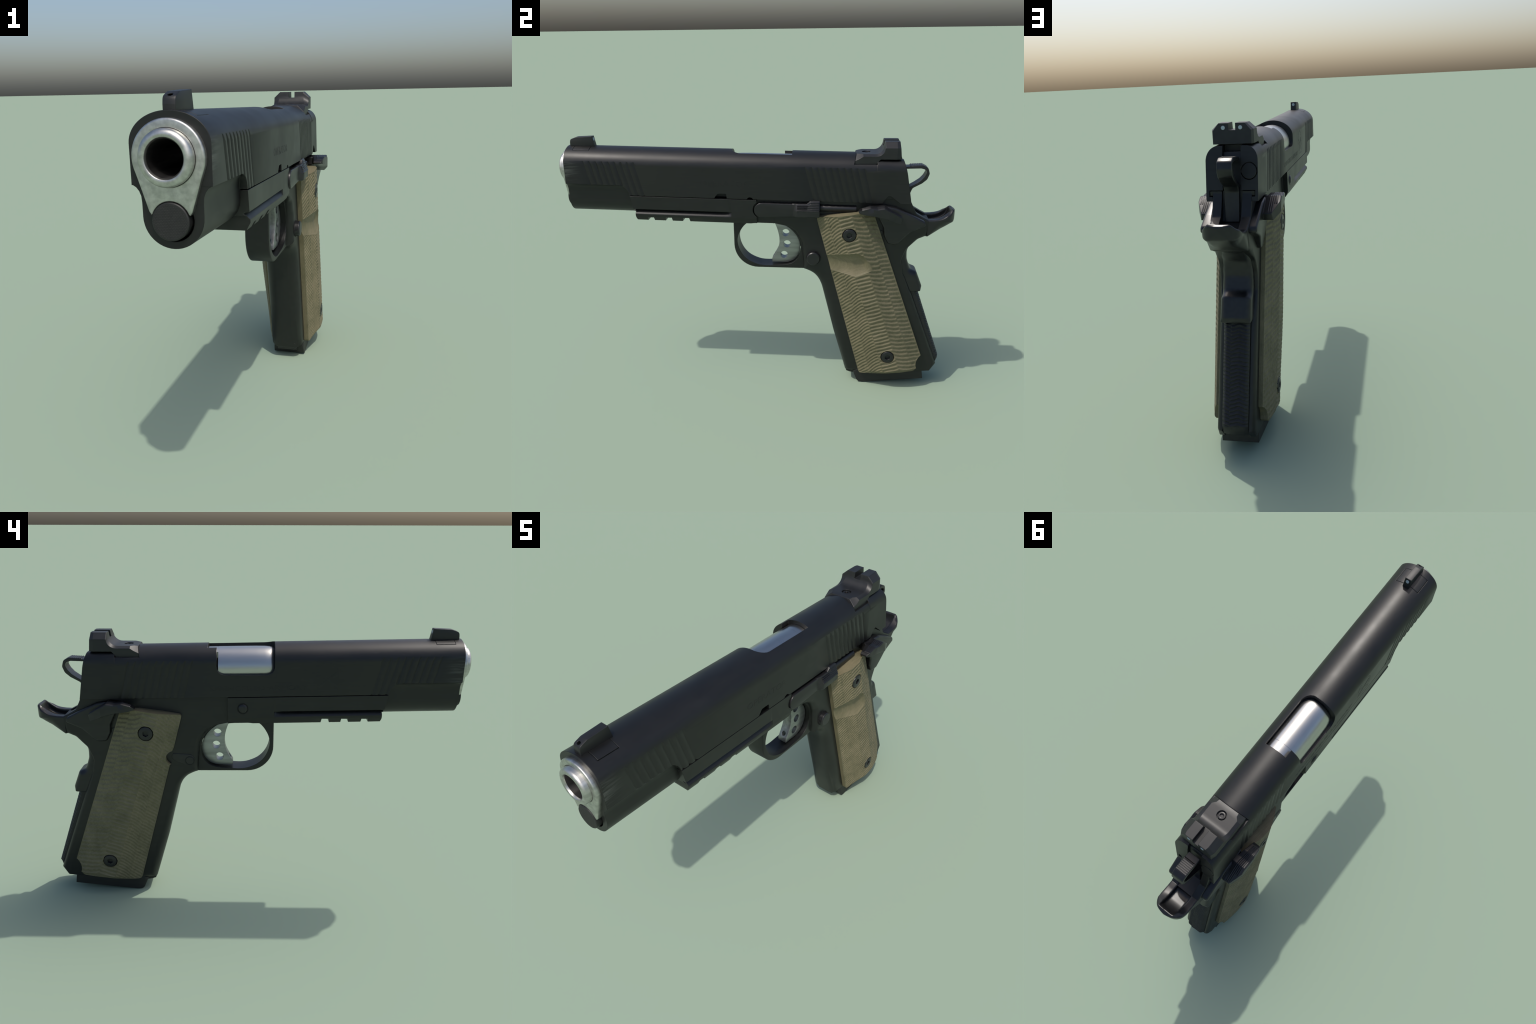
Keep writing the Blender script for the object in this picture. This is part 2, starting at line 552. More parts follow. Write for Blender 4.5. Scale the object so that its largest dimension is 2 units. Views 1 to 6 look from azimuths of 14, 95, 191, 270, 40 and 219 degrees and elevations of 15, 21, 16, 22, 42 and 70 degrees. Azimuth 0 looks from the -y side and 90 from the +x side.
# recoil spring plug: knurled cap
plug = lathe("recoil_spring_plug", [(0.0, -0.978), (0.0455, -0.978), (0.0478, -0.9755), (0.0478, -0.86), (0.0, -0.86)], (0, 0, PLUG), "y", 64, "matte", tilt=TILT)
kn = []
for i in range(-11, 12):
    for j in range(-11, 12):
        x, z = i * 0.004 + (j % 2) * 0.002, j * 0.004
        if math.hypot(x, z) < 0.0435:
            zz = PLUG + z + TILT * 0.978
            kn.append(obj("k", [(x - .0016, -0.9778, zz), (x, -0.9778, zz - .0016), (x + .0016, -0.9778, zz), (x, -0.9778, zz + .0016), (x, -0.9789, zz)],
                          [(0, 1, 4), (1, 2, 4), (2, 3, 4), (3, 0, 4)], None, None, 0))
knurl = join("knurling", kn)
knurl.parent = plug
knurl.data.materials.append(M["matte"])
knurl["kind"] = "stuff"

# -------------------------------------------------------------------- sights
fs_poly = fillet([(-0.818, 1.275), (-0.829, 1.3315, .002), (-0.912, 1.3275, .02), (-0.9435, 1.3165, .016), (-0.9465, 1.298, .01), (-0.9465, 1.275)])
front_sight = prism("front_sight", fs_poly, -0.0165, 0.0165, r=0.0015, seg=2, mat="sight", parent=slide)
hole = lathe("c", [(0.0075, -0.1), (0.0075, 0.02)], (0, 0, 0), "y", 20, None, None)
for v in hole.data.vertices:
    v.co = Vector((v.co.x, v.co.y * 0.8 - 0.935, v.co.z - v.co.y * 0.6 + 1.3205))
boolean(front_sight, [hole])
fdot = lathe("sight_dot", [(0.0, 0.0012), (0.0085, 0.0012), (0.009, -0.004), (0.0, -0.004)], (0, 0, 0), "y", 24, "dot", front_sight)
for v in fdot.data.vertices:
    v.co = Vector((v.co.x, v.co.y - 0.8265 - v.co.z * 0.19, v.co.z + 1.316))
# curved dovetail foot, flush with the crown of the slide
foot_r = []
for y0, y1, dz in ((-0.836, -0.836, 0), (-0.919, -0.919, 0)):
    r = []
    for i in range(25):
        x = 0.0585 - 0.117 * i / 24
        r.append((x, y0, lev(y0, crown(x)) + 0.0004))
    r += [(-0.0585, y0, 1.255), (0.0585, y0, 1.255)]
    foot_r.append(r)
front_foot = loft("sight_dovetail", foot_r, "slide", front_sight)

# rear sight: low ramped base, concave face, tall notched blade
def rear_ring(y, zb, wb, zc, wt, zt, lean=0.0, plan=0.0):
    pts = [(wb - plan, zb), (wb - plan, zc), (wt - plan * 0.6, zt), (-(wt - plan * 0.6), zt), (-(wb - plan), zc), (-(wb - plan), zb)]
    return [(x, y + lean * (z - 1.205), z) for x, z in pts]
rr = [rear_ring(0.4855, 1.205, 0.0825, 1.230, 0.052, 1.2575, 0.24, 0.002),
      rear_ring(0.508, 1.205, 0.0830, 1.2400, 0.053, 1.2605, 0.1),
      rear_ring(0.529, 1.205, 0.0830, 1.2515, 0.0665, 1.2605)]
rr.append(rear_ring(0.580, 1.205, 0.0830, 1.2515, 0.0665, 1.2605))
rr.append(rear_ring(0.5885, 1.205, 0.0830, 1.2515, 0.0665, 1.2605))
for i in range(1, 9):                        # concave sweep up to the blade
    a = math.pi / 2 * i / 8
    y = 0.5885 + 0.043 * math.sin(a)
    z = 1.2605 + 0.049 * (1 - math.cos(a))
    t = i / 8
    rr.append(rear_ring(y, 1.2075 + 0.03 * min(1, t * 3), 0.0830 + 0.0005 * t, 1.2515 + 0.036 * (1 - math.cos(a)), 0.0665 - 0.010 * t, z))
rr.append(rear_ring(0.6335, 1.2375, 0.0835, 1.292, 0.0555, 1.3175))
rr.append(rear_ring(0.690, 1.2375, 0.0835, 1.292, 0.0555, 1.3175, 0.0))
rr.append([(x, 0.7125 - 0.11 * (z - 1.2375), z) for x, _, z in rear_ring(0.70, 1.2375, 0.0765, 1.289, 0.052, 1.3175)])
rear_sight = loft("rear_sight", rr, "sight", slide, 16)
scr = lathe("c", [(0.0215, 0.0), (0.0215, 0.2)], (0, 0, 0), "y", 28, None, None)
for v in scr.data.vertices:
    v.co = Vector((v.co.x, 0.547 - v.co.z, v.co.y + 1.2505))
boolean(rear_sight, [box(-0.0145, 0.0145, 0.60, 0.8, 1.2905, 1.4), scr], smooth=16)
set_screw = lathe("set_screw", [(0.0, 0.0), (0.0085, 0.0), (0.0085, 0.006), (0.0105, 0.0065), (0.0165, 0.0055), (0.018, 0.0), (0.018, -0.01)], (0, 0, 0), "y", 28, "small", rear_sight)
for v in set_screw.data.vertices:
    v.co = Vector((v.co.x, 0.547 - v.co.z, v.co.y + 1.2508))
for x in (-0.0345, 0.0345):
    d = lathe("sight_dot", [(0.0, 0.0012), (0.0078, 0.0012), (0.0083, -0.003), (0.0, -0.003)], (x, 0, 0), "y", 24, "dot", rear_sight)
    for v in d.data.vertices:
        v.co = Vector((v.co.x, v.co.y + 0.7058 - 0.11 * v.co.z, v.co.z + 1.3))

# --------------------------------------------------------------------- frame
# opening of the trigger guard; its rear wall follows the trigger bow
WINDOW = spline([(-0.0975, 0.797), (-0.0935, 0.826), (-0.0835, 0.851), (-0.063, 0.882), (-0.038, 0.902), (-0.008, 0.911), (0.03, 0.9115), (0.09, 0.909), (0.142, 0.895),
                 (0.187, 0.862), (0.218, 0.82), (0.2315, 0.772), (0.224, 0.725), (0.197, 0.689), (0.155, 0.6735), (0.087, 0.6685), (0.044, 0.667), (0.006, 0.673), (-0.0385, 0.693),
                 (-0.070, 0.7225), (-0.0895, 0.759)], 3, closed=True)
# dust cover with accessory rail: one cross-section swept along the bore
def rail_half():
    return [(0.104, 1.0345), (0.104, 0.969), (0.1015, 0.9665), (0.086, 0.9655), (0.0845, 0.962), (0.1025, 0.9455), (0.104, 0.943),
            (0.104, 0.934), (0.0905, 0.9095), (0.088, 0.908)]
def rail_ring(y, k, dz=0.0, full=None):
    """k = 1: rail profile, k = 0: plain flat side."""
    h = []
    for x, z in rail_half():
        if z < 0.969:
            x = x * k + (0.104 if z > 0.93 else x) * (1 - k)
        h.append((x, z))
    p = h + [(-x, z) for x, z in reversed(h)]
    return [(x, y + (0.2 * (1.0365 - z) if full else 0), lev(y, z) + (dz if z < 0.92 else 0)) for x, z in p]
rr = [rail_ring(-0.632, 1, full=True)]
rr += [rail_ring(-0.55, 1), rail_ring(-0.165, 1)]
for i in range(1, 7):
    t = i / 6
    rr.append(rail_ring(-0.165 + 0.05 * math.sin(t * math.pi / 2), math.cos(t * math.pi / 2)))
rr += [rail_ring(-0.05, 0), rail_ring(0.0965, 0)]
dust = loft("dust_cover", rr, None, None)
# nose of the rail tucks back at the bottom
rail_cuts = [box(-0.3, 0.3, -0.7, -0.609, 0.85, 0.967)]
for a, b, c, d in ((-0.553, -0.546, -0.517, -0.512), (-0.464, -0.455, -0.424, -0.42), (-0.373, -0.366, -0.334, -0.3285)):
    zt = 0.9355
    rail_cuts.append(prism("s", [(b - 0.006, 0.9), (b, zt), (c, zt), (d, 0.9)], -0.3, 0.3))
rail_cuts.append(prism("s", [(-0.62, 0.9), (-0.62, 0.935), (-0.609, 0.935), (-0.597, 0.9)], -0.3, 0.3))
# step on the left flank that clears the slide stop
rail_cuts.append(box(0.0795, 0.2, 0.012, 0.3, 0.85, 1.1))
rail_cuts.append(prism("s", circle(0.037, 0.985, 0.0445), 0.0795, 0.2))
# arch above the trigger
rail_cuts.append(prism("s", WINDOW, -0.3, 0.3))
boolean(dust, rail_cuts)

# receiver and grip frame: one side profile with a rounded front strap
prof = [  # y, z, corner radius, rim radius
    (-0.03, 1.028, 0, .003), (0.40, 1.045, 0, .003), (0.757, 1.0625, .002, .002), (0.768, 1.036, .01, .003), (0.784, 1.002, .02, .004),
    (0.802, 0.968, .02, .005), (0.840, 0.946, .02, .007), (0.868, 0.932, .006, .010),
    (0.870, 0.8515, .006, .032), (0.822, 0.835, .05, .022), (0.765, 0.786, .06, .006), (0.741, 0.722, .06, .006),
    (0.753, 0.655, .05, .006), (0.808, 0.535, .01, .024), (0.966, 0.124, .006, .024), (0.932, 0.084, .004, .004),
    (0.640, 0.0565, 0, .004), (0.482, 0.0615, .006, .04),
    (0.413, 0.288, 0, .055), *[(y, z, 0, .05 - .02 * i / 16) for i, (y, z) in enumerate(spline([(0.352, 0.525), (0.341, 0.565), (0.3245, 0.601), (0.301, 0.629), (0.272, 0.6465), (0.247, 0.657)], 3))],
    
    (0.244, 0.70, .05, .03), (0.238, 0.75, .05, .03), (0.234, 0.80, .05, .028), (0.205, 0.858, .05, .022),
    (0.16, 0.892, .03, .010), (0.10, 0.9075, .02, .003), (-0.03, 0.910, 0, .003)]
poly, rads = [], []
for i, p in enumerate(prof):
    tri = [prof[i - 1][:2] + (0,), p[:3], prof[(i + 1) % len(prof)][:2] + (0,)]
    f = fillet(tri, 9)
    pts = f[1:-1]
    poly += pts
    rads += [p[3]] * len(pts)
receiver = prism("receiver", poly, -0.0785, 0.0785, rad=rads, seg=6)
receiver.parent = None
cuts = [prism("s", [(0.742, 1.2), (0.758, 1.0), (0.778, 0.945), (0.842, 0.932), (0.95, 0.93), (0.95, 1.2)], -0.041, 0.041),   # hammer well between the ears
        # mainspring housing channel follows the slanted back strap
        prism("s", [(0.764, 0.58), (0.929, 0.06), (1.10, 0.06), (0.95, 0.58)], -0.0543, 0.0543)]
# trigger slot behind the bow
cuts.append(prism("s", WINDOW, -0.026, 0.026))
boolean(receiver, cuts)

# rail lugs of the frame riding inside the slide
lugs = [box(s * 0.0655 - 0.0245, s * 0.0655 + 0.0245, 0.5, 0.7605, 1.0435, 1.062) for s in (-1, 1)]

# trigger guard: a slender bow
outer = fillet([(-0.1165, 0.93), (-0.1145, 0.655, .125), (0.30, 0.6535), (0.30, 0.93)], 12)
guard = prism("guard", outer, -0.0475, 0.0475, r=0.006, seg=3)
guard.parent = None
boolean(guard, [prism("s", WINDOW, -0.3, 0.3), box(-0.3, 0.3, -0.2, 0.5, 0.925, 1.2)])
frame = join("frame", [dust, receiver, guard] + lugs)
frame.parent = root
frame.data.materials.clear()
frame.data.materials.append(M["frame"])
shade(frame, 30)

# ------------------------------------------------------------------- trigger
tp = spline([(0.096, 0.892), (0.110, 0.855), (0.1195, 0.805), (0.113, 0.755), (0.081, 0.696)], 5)
tp += [(0.081, 0.6785), (0.155, 0.6775)]
tp += spline([(0.165, 0.6785), (0.198, 0.695), (0.222, 0.731), (0.2285, 0.775), (0.215, 0.818), (0.185, 0.857), (0.145, 0.885)], 4)
trigger = prism("trigger", tp, -0.0235, 0.0235, r=0.002, seg=2, mat="trigger")
cuts = [prism("h", circle(y, z, 0.0195, 28), -0.1, 0.1) for y, z in ((0.152, 0.841), (0.159, 0.780), (0.144, 0.7205))]
cuts.append(lathe("h", [(0.0105, 0.05), (0.0105, 0.14)], (0, 0, 0.7165), "y", 20, None, None))
boolean(trigger, cuts)

# -------------------------------------------------------------------- hammer
ho = fillet([(0.735, 1.191), (0.762, 1.1925), (0.765, 1.1955), (0.824, 1.1995, .02), (0.849, 1.187, .02), (0.858, 1.158, .02), (0.848, 1.130, .025), (0.824, 1.109, .02),
             (0.780, 1.085, .02), (0.770, 1.06, .02), (0.776, 1.02, .02), (0.788, 0.945), (0.72, 0.935), (0.735, 1.06)], 8)
hammer = prism("hammer", ho, -0.0295, 0.0295, r=0.003, seg=3, mat="small")
hi = fillet([(0.70, 1.181), (0.815, 1.1845, .015), (0.838, 1.178, .015), (0.844, 1.163, .015), (0.834, 1.143, .02), (0.818, 1.1245, .02), (0.795, 1.108, .02), (0.765, 1.090, .01), (0.70, 1.07)], 8)
boolean(hammer, [prism("s", hi, -0.1, 0.1)], smooth=30)
teeth = []
for k in range(7):
    y = 0.769 + k * 0.0085
    zt = 1.1962 + 0.05 * (y - 0.769)
    teeth.append(prism("t", [(y - 0.0033, zt - 0.004), (y - 0.0016, zt + 0.0012), (y + 0.0016, zt + 0.0012), (y + 0.0033, zt - 0.004)], -0.0275, 0.0275))
serr = join("hammer_serrations", teeth)
serr.parent = hammer
serr.data.materials.append(M["small"])

# -------------------------------------------------------------- grip safety
bt = [(0.858, 0.846), (0.858, 0.9335)] + spline([(0.880, 0.9345), (0.900, 0.9355), (0.925, 0.944), (0.952, 0.965), (0.977, 0.9935)], 4)
bt += spline([(0.984, 0.9965), (0.9965, 0.980), (1.0, 0.958), (0.992, 0.928), (0.969, 0.897), (0.93, 0.872)], 4)
rads = [0.004 if (p[1] > 0.93 and p[0] < 0.98) or p[0] < 0.86 else 0.036 for p in bt]
tail = prism("tail", bt, -0.0765, 0.0765, rad=rads, seg=5, mat="small")
edge = spline([(0.0765, 0.925), (0.0745, 0.945), (0.068, 0.965), (0.053, 0.982), (0.033, 0.993), (0.0, 1.0)], 4)
plan = [(0.0765, 0.8)] + edge + [(-x, y) for x, y in reversed(edge[:-1])] + [(-0.0765, 0.8)]
chan = [(0.862, 1.1)] + spline([(0.862, 0.93), (0.869, 0.911), (0.893, 0.900), (0.925, 0.905), (0.953, 0.928), (0.970, 0.960), (0.978, 0.998)], 4) + [(0.985, 1.1)]
boolean(tail, [prism("s", plan, 0.5, 1.2, axis="z")], "INTERSECT", smooth=30)
boolean(tail, [prism("s", chan, -0.0395, 0.0395)], smooth=30)
for v in tail.data.vertices:               # the rim crowns: low at the sides, high at the tip
    v.co.z -= (0.014 + 0.032 * smooth01((v.co.y - 0.95) / 0.035)) * min(1.0, abs(v.co.x) / 0.0765) ** 2 * smooth01((v.co.y - 0.90) / 0.07) * smooth01((v.co.z - 0.895) / 0.06)
for v in tail.data.vertices:               # rounded keel
    w = smooth01((0.94 - v.co.z) / 0.05) * smooth01((v.co.y - 0.866) / 0.05)
    v.co.z += w * (0.004 + 0.026 * min(1.0, abs(v.co.x) / 0.0765) ** 2)
# palm swell with the speed bump
gp = fillet([(0.874, 0.849, .004), (0.818, 0.833, .05), (0.772, 0.772, .06), (0.775, 0.718, .06), (0.795, 0.662, .025), (0.829, 0.648, .014), (0.862, 0.566, .012),
             (0.853, 0.544, .004), (0.77, 0.542), (0.73, 0.60), (0.70, 0.75), (0.76, 0.90), (0.86, 0.92)], 7)
rads = [0.028 if (p[0] > 0.765 and p[1] < 0.845 and p[1] > 0.56) else 0.006 for p in gp]
palm = prism("palm", gp, -0.0635, 0.0635, rad=rads, seg=6, mat="small")
grip_safety = join("grip_safety", [tail, palm])
rm = grip_safety.modifiers.new("r", "REMESH")
rm.mode = "VOXEL"
rm.voxel_size = 0.0034
sm = grip_safety.modifiers.new("s", "SMOOTH")
sm.factor = 0.5
sm.iterations = 7
me = bpy.data.meshes.new_from_object(grip_safety.evaluated_get(bpy.context.evaluated_depsgraph_get()))
grip_safety.modifiers.clear()
grip_safety.data = me
me.name = "grip_safety"
grip_safety.data.materials.clear()
grip_safety.data.materials.append(M["small"])
grip_safety.parent = root
shade(grip_safety, 70)

# ------------------------------------------------------- mainspring housing
def housing():
    """Back strap insert; its rear face carries rows of chevron cuts."""
    rows, cols = 260, 24
    top, bot = Vector((0.8365, 0.548)), Vector((0.9785, 0.150))
    d = bot - top
    nrm = Vector((-d.y, d.x)).normalized()
    W = 0.0535
    verts, faces = [], []
    for i in range(rows + 1):
        t = i / rows
        base = top + d * t
        for j in range(cols + 1):
            u = -1 + 2 * j / cols
            x = W * u
            crown = -0.006 * u * u - 0.008 * max(0, abs(u) - 0.75) / 0.25
            s = t * d.length
            col = 0 if u < -0.25 else (1 if u < 0.35 else 2)
            slope = (0.34, -0.30, 0.26)[col]
            ph = s / 0.0152 + slope * u * 3.2 + (0.0, 0.42, 0.12)[col] + 0.35 * noise.noise(Vector((x * 30, s * 14, 2)))
            f = ph - math.floor(ph)
            h = 0.0058 * (f / 0.72 if f < 0.72 else (1 - f) / 0.28)
            fade = smooth01((1 - abs(u)) / 0.12) * smooth01(t / 0.015) * smooth01((1 - t) / 0.01)
            p = base + nrm * (crown + h * fade - 0.001)
            verts.append((x, p.x, p.y))
    n = cols + 1
    for i in range(rows):
        for j in range(cols):
            faces.append((i * n + j, i * n + j + 1, (i + 1) * n + j + 1, (i + 1) * n + j))
    # closed body: chamfered heel and front face buried in the frame
    heel = [(0.970, 0.124), (0.956, 0.103), (0.90, 0.10)]
    prev = [rows * n + j for j in range(n)]
    for y, z in heel:
        idx = []
        for j in range(n):
            u = -1 + 2 * j / cols
            verts.append((W * u, y - 0.008 * u * u * (1 if y > 0.92 else 0), z))
            idx.append(len(verts) - 1)
        for j in range(cols):
            faces.append((prev[j], prev[j + 1], idx[j + 1], idx[j]))
        prev = idx
    up = []
    for j in range(n):
        verts.append((-W + 2 * W * j / cols, 0.755, 0.548))
        up.append(len(verts) - 1)
    for j in range(cols):
        faces.append((prev[j], prev[j + 1], up[j + 1], up[j]))
        faces.append((up[j], up[j + 1], j + 1, j))
    for j in (0, cols):
        side = [i * n + j for i in range(rows + 1)] + [(rows + 1 + k) * n + j for k in range(3)] + [up[j]]
        faces.append(tuple(side))
    return obj("mainspring_housing", verts, faces, "matte", root, 40)
housing()

# ------------------------------------------------------------------ magazine
mp_ = [(0.545, 0.014), (0.551, 0.007), (0.561, 0.002), (0.577, 0.0), (0.9, 0.0365), (0.891, 0.10), (0.60, 0.10), (0.523, 0.065)]
magazine = prism("magazine", mp_, -0.0775, 0.0775, mat="matte")
toe = fillet([(-0.0775, 0.95), (-0.0775, 0.518, .026), (0.0775, 0.518, .026), (0.0775, 0.95)], 8)
boolean(magazine, [prism("s", toe, -0.2, 0.4, axis="z")], "INTERSECT")
lip = prism("lip", fillet([(0.474, 0.088), (0.490, 0.048), (0.51, 0.041, .003), (0.56, 0.035), (0.56, 0.088)]), -0.047, 0.047, r=0.003, seg=2, mat="matte")
lip.data.materials.clear()
lip.name = lip.data.name = "magazine_lip"
lip.data.materials.append(M["matte"])
lip.parent = magazine

# ------------------------------------------------------------ controls, left
def slide_stop():
    out = fillet([(0.325, 1.0365, .004), (0.277, 1.0365, .004), (0.263, 1.017, .004), (0.0, 1.0215, .038), (-0.002, 0.947, .038), (0.215, 0.9545), (0.325, 0.9545, .004)], 8)
    plate = prism("plate", out, 0.07, 0.1105, r=0.003, seg=3)
    # thumb pad: upright lower lip, then a shelf sloping in under the slide
    lip = fillet([(0.08, 0.9545), (0.1285, 0.9545, .005), (0.1305, 0.985, .004), (0.1125, 1.0345, .004), (0.08, 1.0365)], 4)
    flush = [(min(x, 0.1085), z) for x, z in lip]
    secs = []
    for y, k in ((0.190, 0.0), (0.197, 0.15), (0.205, 0.55), (0.212, 0.9), (0.217, 1.0), (0.322, 1.0), (0.325, 0.93)):
        # above the plate's top edge the shelf only exists behind y = 0.27
        secs.append([(a[0] + (b[0] - a[0]) * k, y, min(b[1], 1.0195 + 0.0005) if y < 0.26 else b[1]) for a, b in zip(flush, lip)])
    mid = [[(b[0], y, min(b[1], zt)) for b in lip] for y, zt in ((0.262, 1.020), (0.277, 1.0365))]
    secs = secs[:5] + mid + secs[5:]
    pad = loft("pad", secs, None, None)
    ribs = []
    for k in range(6):
        t = 0.06 + 0.155 * k
        x, z = 0.1305 - 0.018 * t, 0.985 + 0.0495 * t
        y0 = 0.2135 if z < 1.018 else 0.278
        ribs.append(loft("r", [[(x - .0015, y, z - .003), (x + .0026, y, z + .001), (x - .0025, y, z + .003)] for y in (y0, 0.3225)], None, None, 0))
    o = join("slide_stop", [plate, pad] + ribs)
    o.data.materials.clear()
    o.data.materials.append(M["small"])
    o.parent = root
    shade(o, 30)
    return o
stop = slide_stop()
pin = lathe("slide_stop_pin", [(0.0, -0.112), (0.012, -0.1115), (0.019, -0.1085), (0.0228, -0.103), (0.0228, -0.06)], (0, 0.028, 0.983), "x", 36, "small", stop)
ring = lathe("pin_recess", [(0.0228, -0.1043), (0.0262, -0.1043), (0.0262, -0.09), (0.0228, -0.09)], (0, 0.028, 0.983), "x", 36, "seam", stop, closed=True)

tube = lathe("plunger_tube", [(0.0, 0.318), (0.0165, 0.318), (0.0175, 0.321), (0.0175, 0.505), (0.0, 0.505)], (0.083, 0, 1.0), "y", 28, "small", root, tilt=TILT)

def thumb_safety(s):
    pad = fillet([(0.507, 0.992, .006), (0.527, 1.006, .01), (0.570, 1.0195, .02), (0.604, 1.0135, .008), (0.622, 1.0165, .006), (0.638, 1.0195, .006), (0.728, 0.964, .006), (0.718, 0.934, .004),
                  (0.660, 0.960, .01), (0.600, 0.976, .01), (0.545, 0.984, .006)], 5)
    body = prism("pad", pad, 0.085, 0.1728, r=0.004, seg=3)
    plan = fillet([(0.05, 0.645), (0.092, 0.637, .02), (0.110, 0.595, .05), (0.121, 0.545, .05), (0.126, 0.504, .006), (0.150, 0.502, .012), (0.167, 0.53, .04), (0.1732, 0.59, .04), (0.1732, 0.662, .01), (0.139, 0.74), (0.05, 0.745)], 5)
    boolean(body, [prism("s", plan, 0.8, 1.2, axis="z")], "INTERSECT")
    out = 0.117 if s > 0 else 0.109
    flat = prism("flat", fillet([(0.58, 1.008), (0.64, 1.012), (0.70, 1.0, .01), (0.775, 0.966, .03), (0.842, 0.932, .02), (0.846, 0.910, .01), (0.774, 0.879, .05), (0.738, 0.838, .03), (0.713, 0.812, .02),
                                   (0.668, 0.812, .02), (0.645, 0.856, .02), (0.640, 0.898, .02), (0.614, 0.95, .01), (0.58, 0.975)], 5), 0.06, out, r=0.010, seg=4)
    for v in flat.data.vertices:
        v.co.z += 0.005
        if v.co.x > 0.085:                  # the shield leans in towards its lower front corner
            v.co.x -= (0.005 if s > 0 else 0.015) * smooth01((0.935 - v.co.z) / 0.10) * smooth01((0.80 - v.co.y) / 0.12)
    ribs = []
    for k in range(6):                      # grip lines running along the shelf
        d = 0.006 + k * 0.0078              # distance in from the outer edge
        path = [(y, lerp_table([(0.51, 0.152), (0.53, 0.167), (0.59, 0.1728), (0.70, 0.1728)], y) - d * lerp_table([(0.51, 0.55), (0.62, 1.0)], y)) for y in (0.530, 0.555, 0.57, 0.587, 0.604, 0.622, 0.638, 0.68, 0.722)]
        path = [(y, x, lerp_table([(0.51, 0.994), (0.53, 1.0075), (0.57, 1.0187), (0.604, 1.0133), (0.638, 1.0188), (0.728, 0.9645)], y)) for y, x in path if x < lerp_table([(0.662, 0.1705), (0.74, 0.1365)], y)]
        ribs.append(loft("r", [[(x - .0024, y, z - .002), (x, y, z + .0024), (x + .0024, y, z - .002)] for y, x, z in path], None, None, 0))
    o = join("thumb_safety", [body, flat] + ribs)
    o.data.materials.clear()
    o.data.materials.append(M["small"])
    o.parent = root
    if s < 0:
        for v in o.data.vertices:
            v.co.x = 2 * CX - v.co.x
        o.data.flip_normals()
    shade(o, 30)
    return o
thumb_safety(1)
thumb_safety(-1)
# hammer pin heads showing behind the grips
for s in (-1, 1):
    lathe("frame_pin", [(0.0, s * 0.0805), (0.013, s * 0.0805), (0.0145, s * 0.079), (0.0145, s * 0.06)], (0, 0.630, 0.868), "x", 28, "small", frame)

# magazine release: round button left, flush catch on the right
mag_release = lathe("magazine_release", [(0.0, 0.1015), (0.030, 0.1015), (0.0345, 0.097), (0.0345, 0.06)], (0, 0.297, 0.7265), "x", 40, "small")
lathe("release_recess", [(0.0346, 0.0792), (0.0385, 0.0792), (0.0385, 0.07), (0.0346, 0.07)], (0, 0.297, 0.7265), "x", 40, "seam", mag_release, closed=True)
catch = prism("magazine_catch", fillet([(0.258, 0.722, .02), (0.270, 0.749, .02), (0.36, 0.757, .01), (0.372, 0.735, .02), (0.348, 0.712, .02), (0.315, 0.703, .02), (0.287, 0.688, .02)], 7),
              -0.0805, -0.06, r=0.0015, seg=2, mat="small", parent=mag_release)
lathe("catch_pin", [(0.0, -0.0815), (0.0185, -0.0815), (0.0195, -0.0805), (0.0195, -0.06)], (0, 0.283, 0.7185), "x", 32, "small", mag_release)
lathe("catch_seam", [(0.0195, -0.0809), (0.0217, -0.0809), (0.0217, -0.07), (0.0195, -0.07)], (0, 0.283, 0.7185), "x", 32, "seam", mag_release, closed=True)

# --------------------------------------------------------------- grip panels
F0, F1 = Vector((0.3095, 0.953)), Vector((0.553, 0.075))     # front edge line
R0, R1 = Vector((0.5925, 0.968)), Vector((0.9075, 0.098))    # rear edge line
BANDS = [0.0, 0.175, 0.37, 0.615, 0.825, 1.0]
PROFILE = [(0.0, 0.100), (0.03, 0.104), (0.175, 0.1235), (0.37, 0.1440), (0.40, 0.1455), (0.60, 0.1465), (0.635, 0.1450), (0.825, 0.1255), (0.97, 0.105), (1.0, 0.100)]
SLOPE = [1.0, 1.05, 0.33, -0.13, -0.06]
SHIFT = [0.0, 0.35, 0.75, 0.2, 0.65]
SCREWS = [(0.474, 0.872), (0.697, 0.197)]
SEAT = {1: 0.1445, -1: 0.139}           # how far out the screw seats stand

def frac(y, z):
    """Position across the panel: 0 at the front edge, 1 at the rear edge."""
    yf = F0.x + (F1.x - F0.x) * (z - F0.y) / (F1.y - F0.y)
    yr = R0.x + (R1.x - R0.x) * (z - R0.y) / (R1.y - R0.y)
    return (y - yf) / (yr - yf), yr - yf

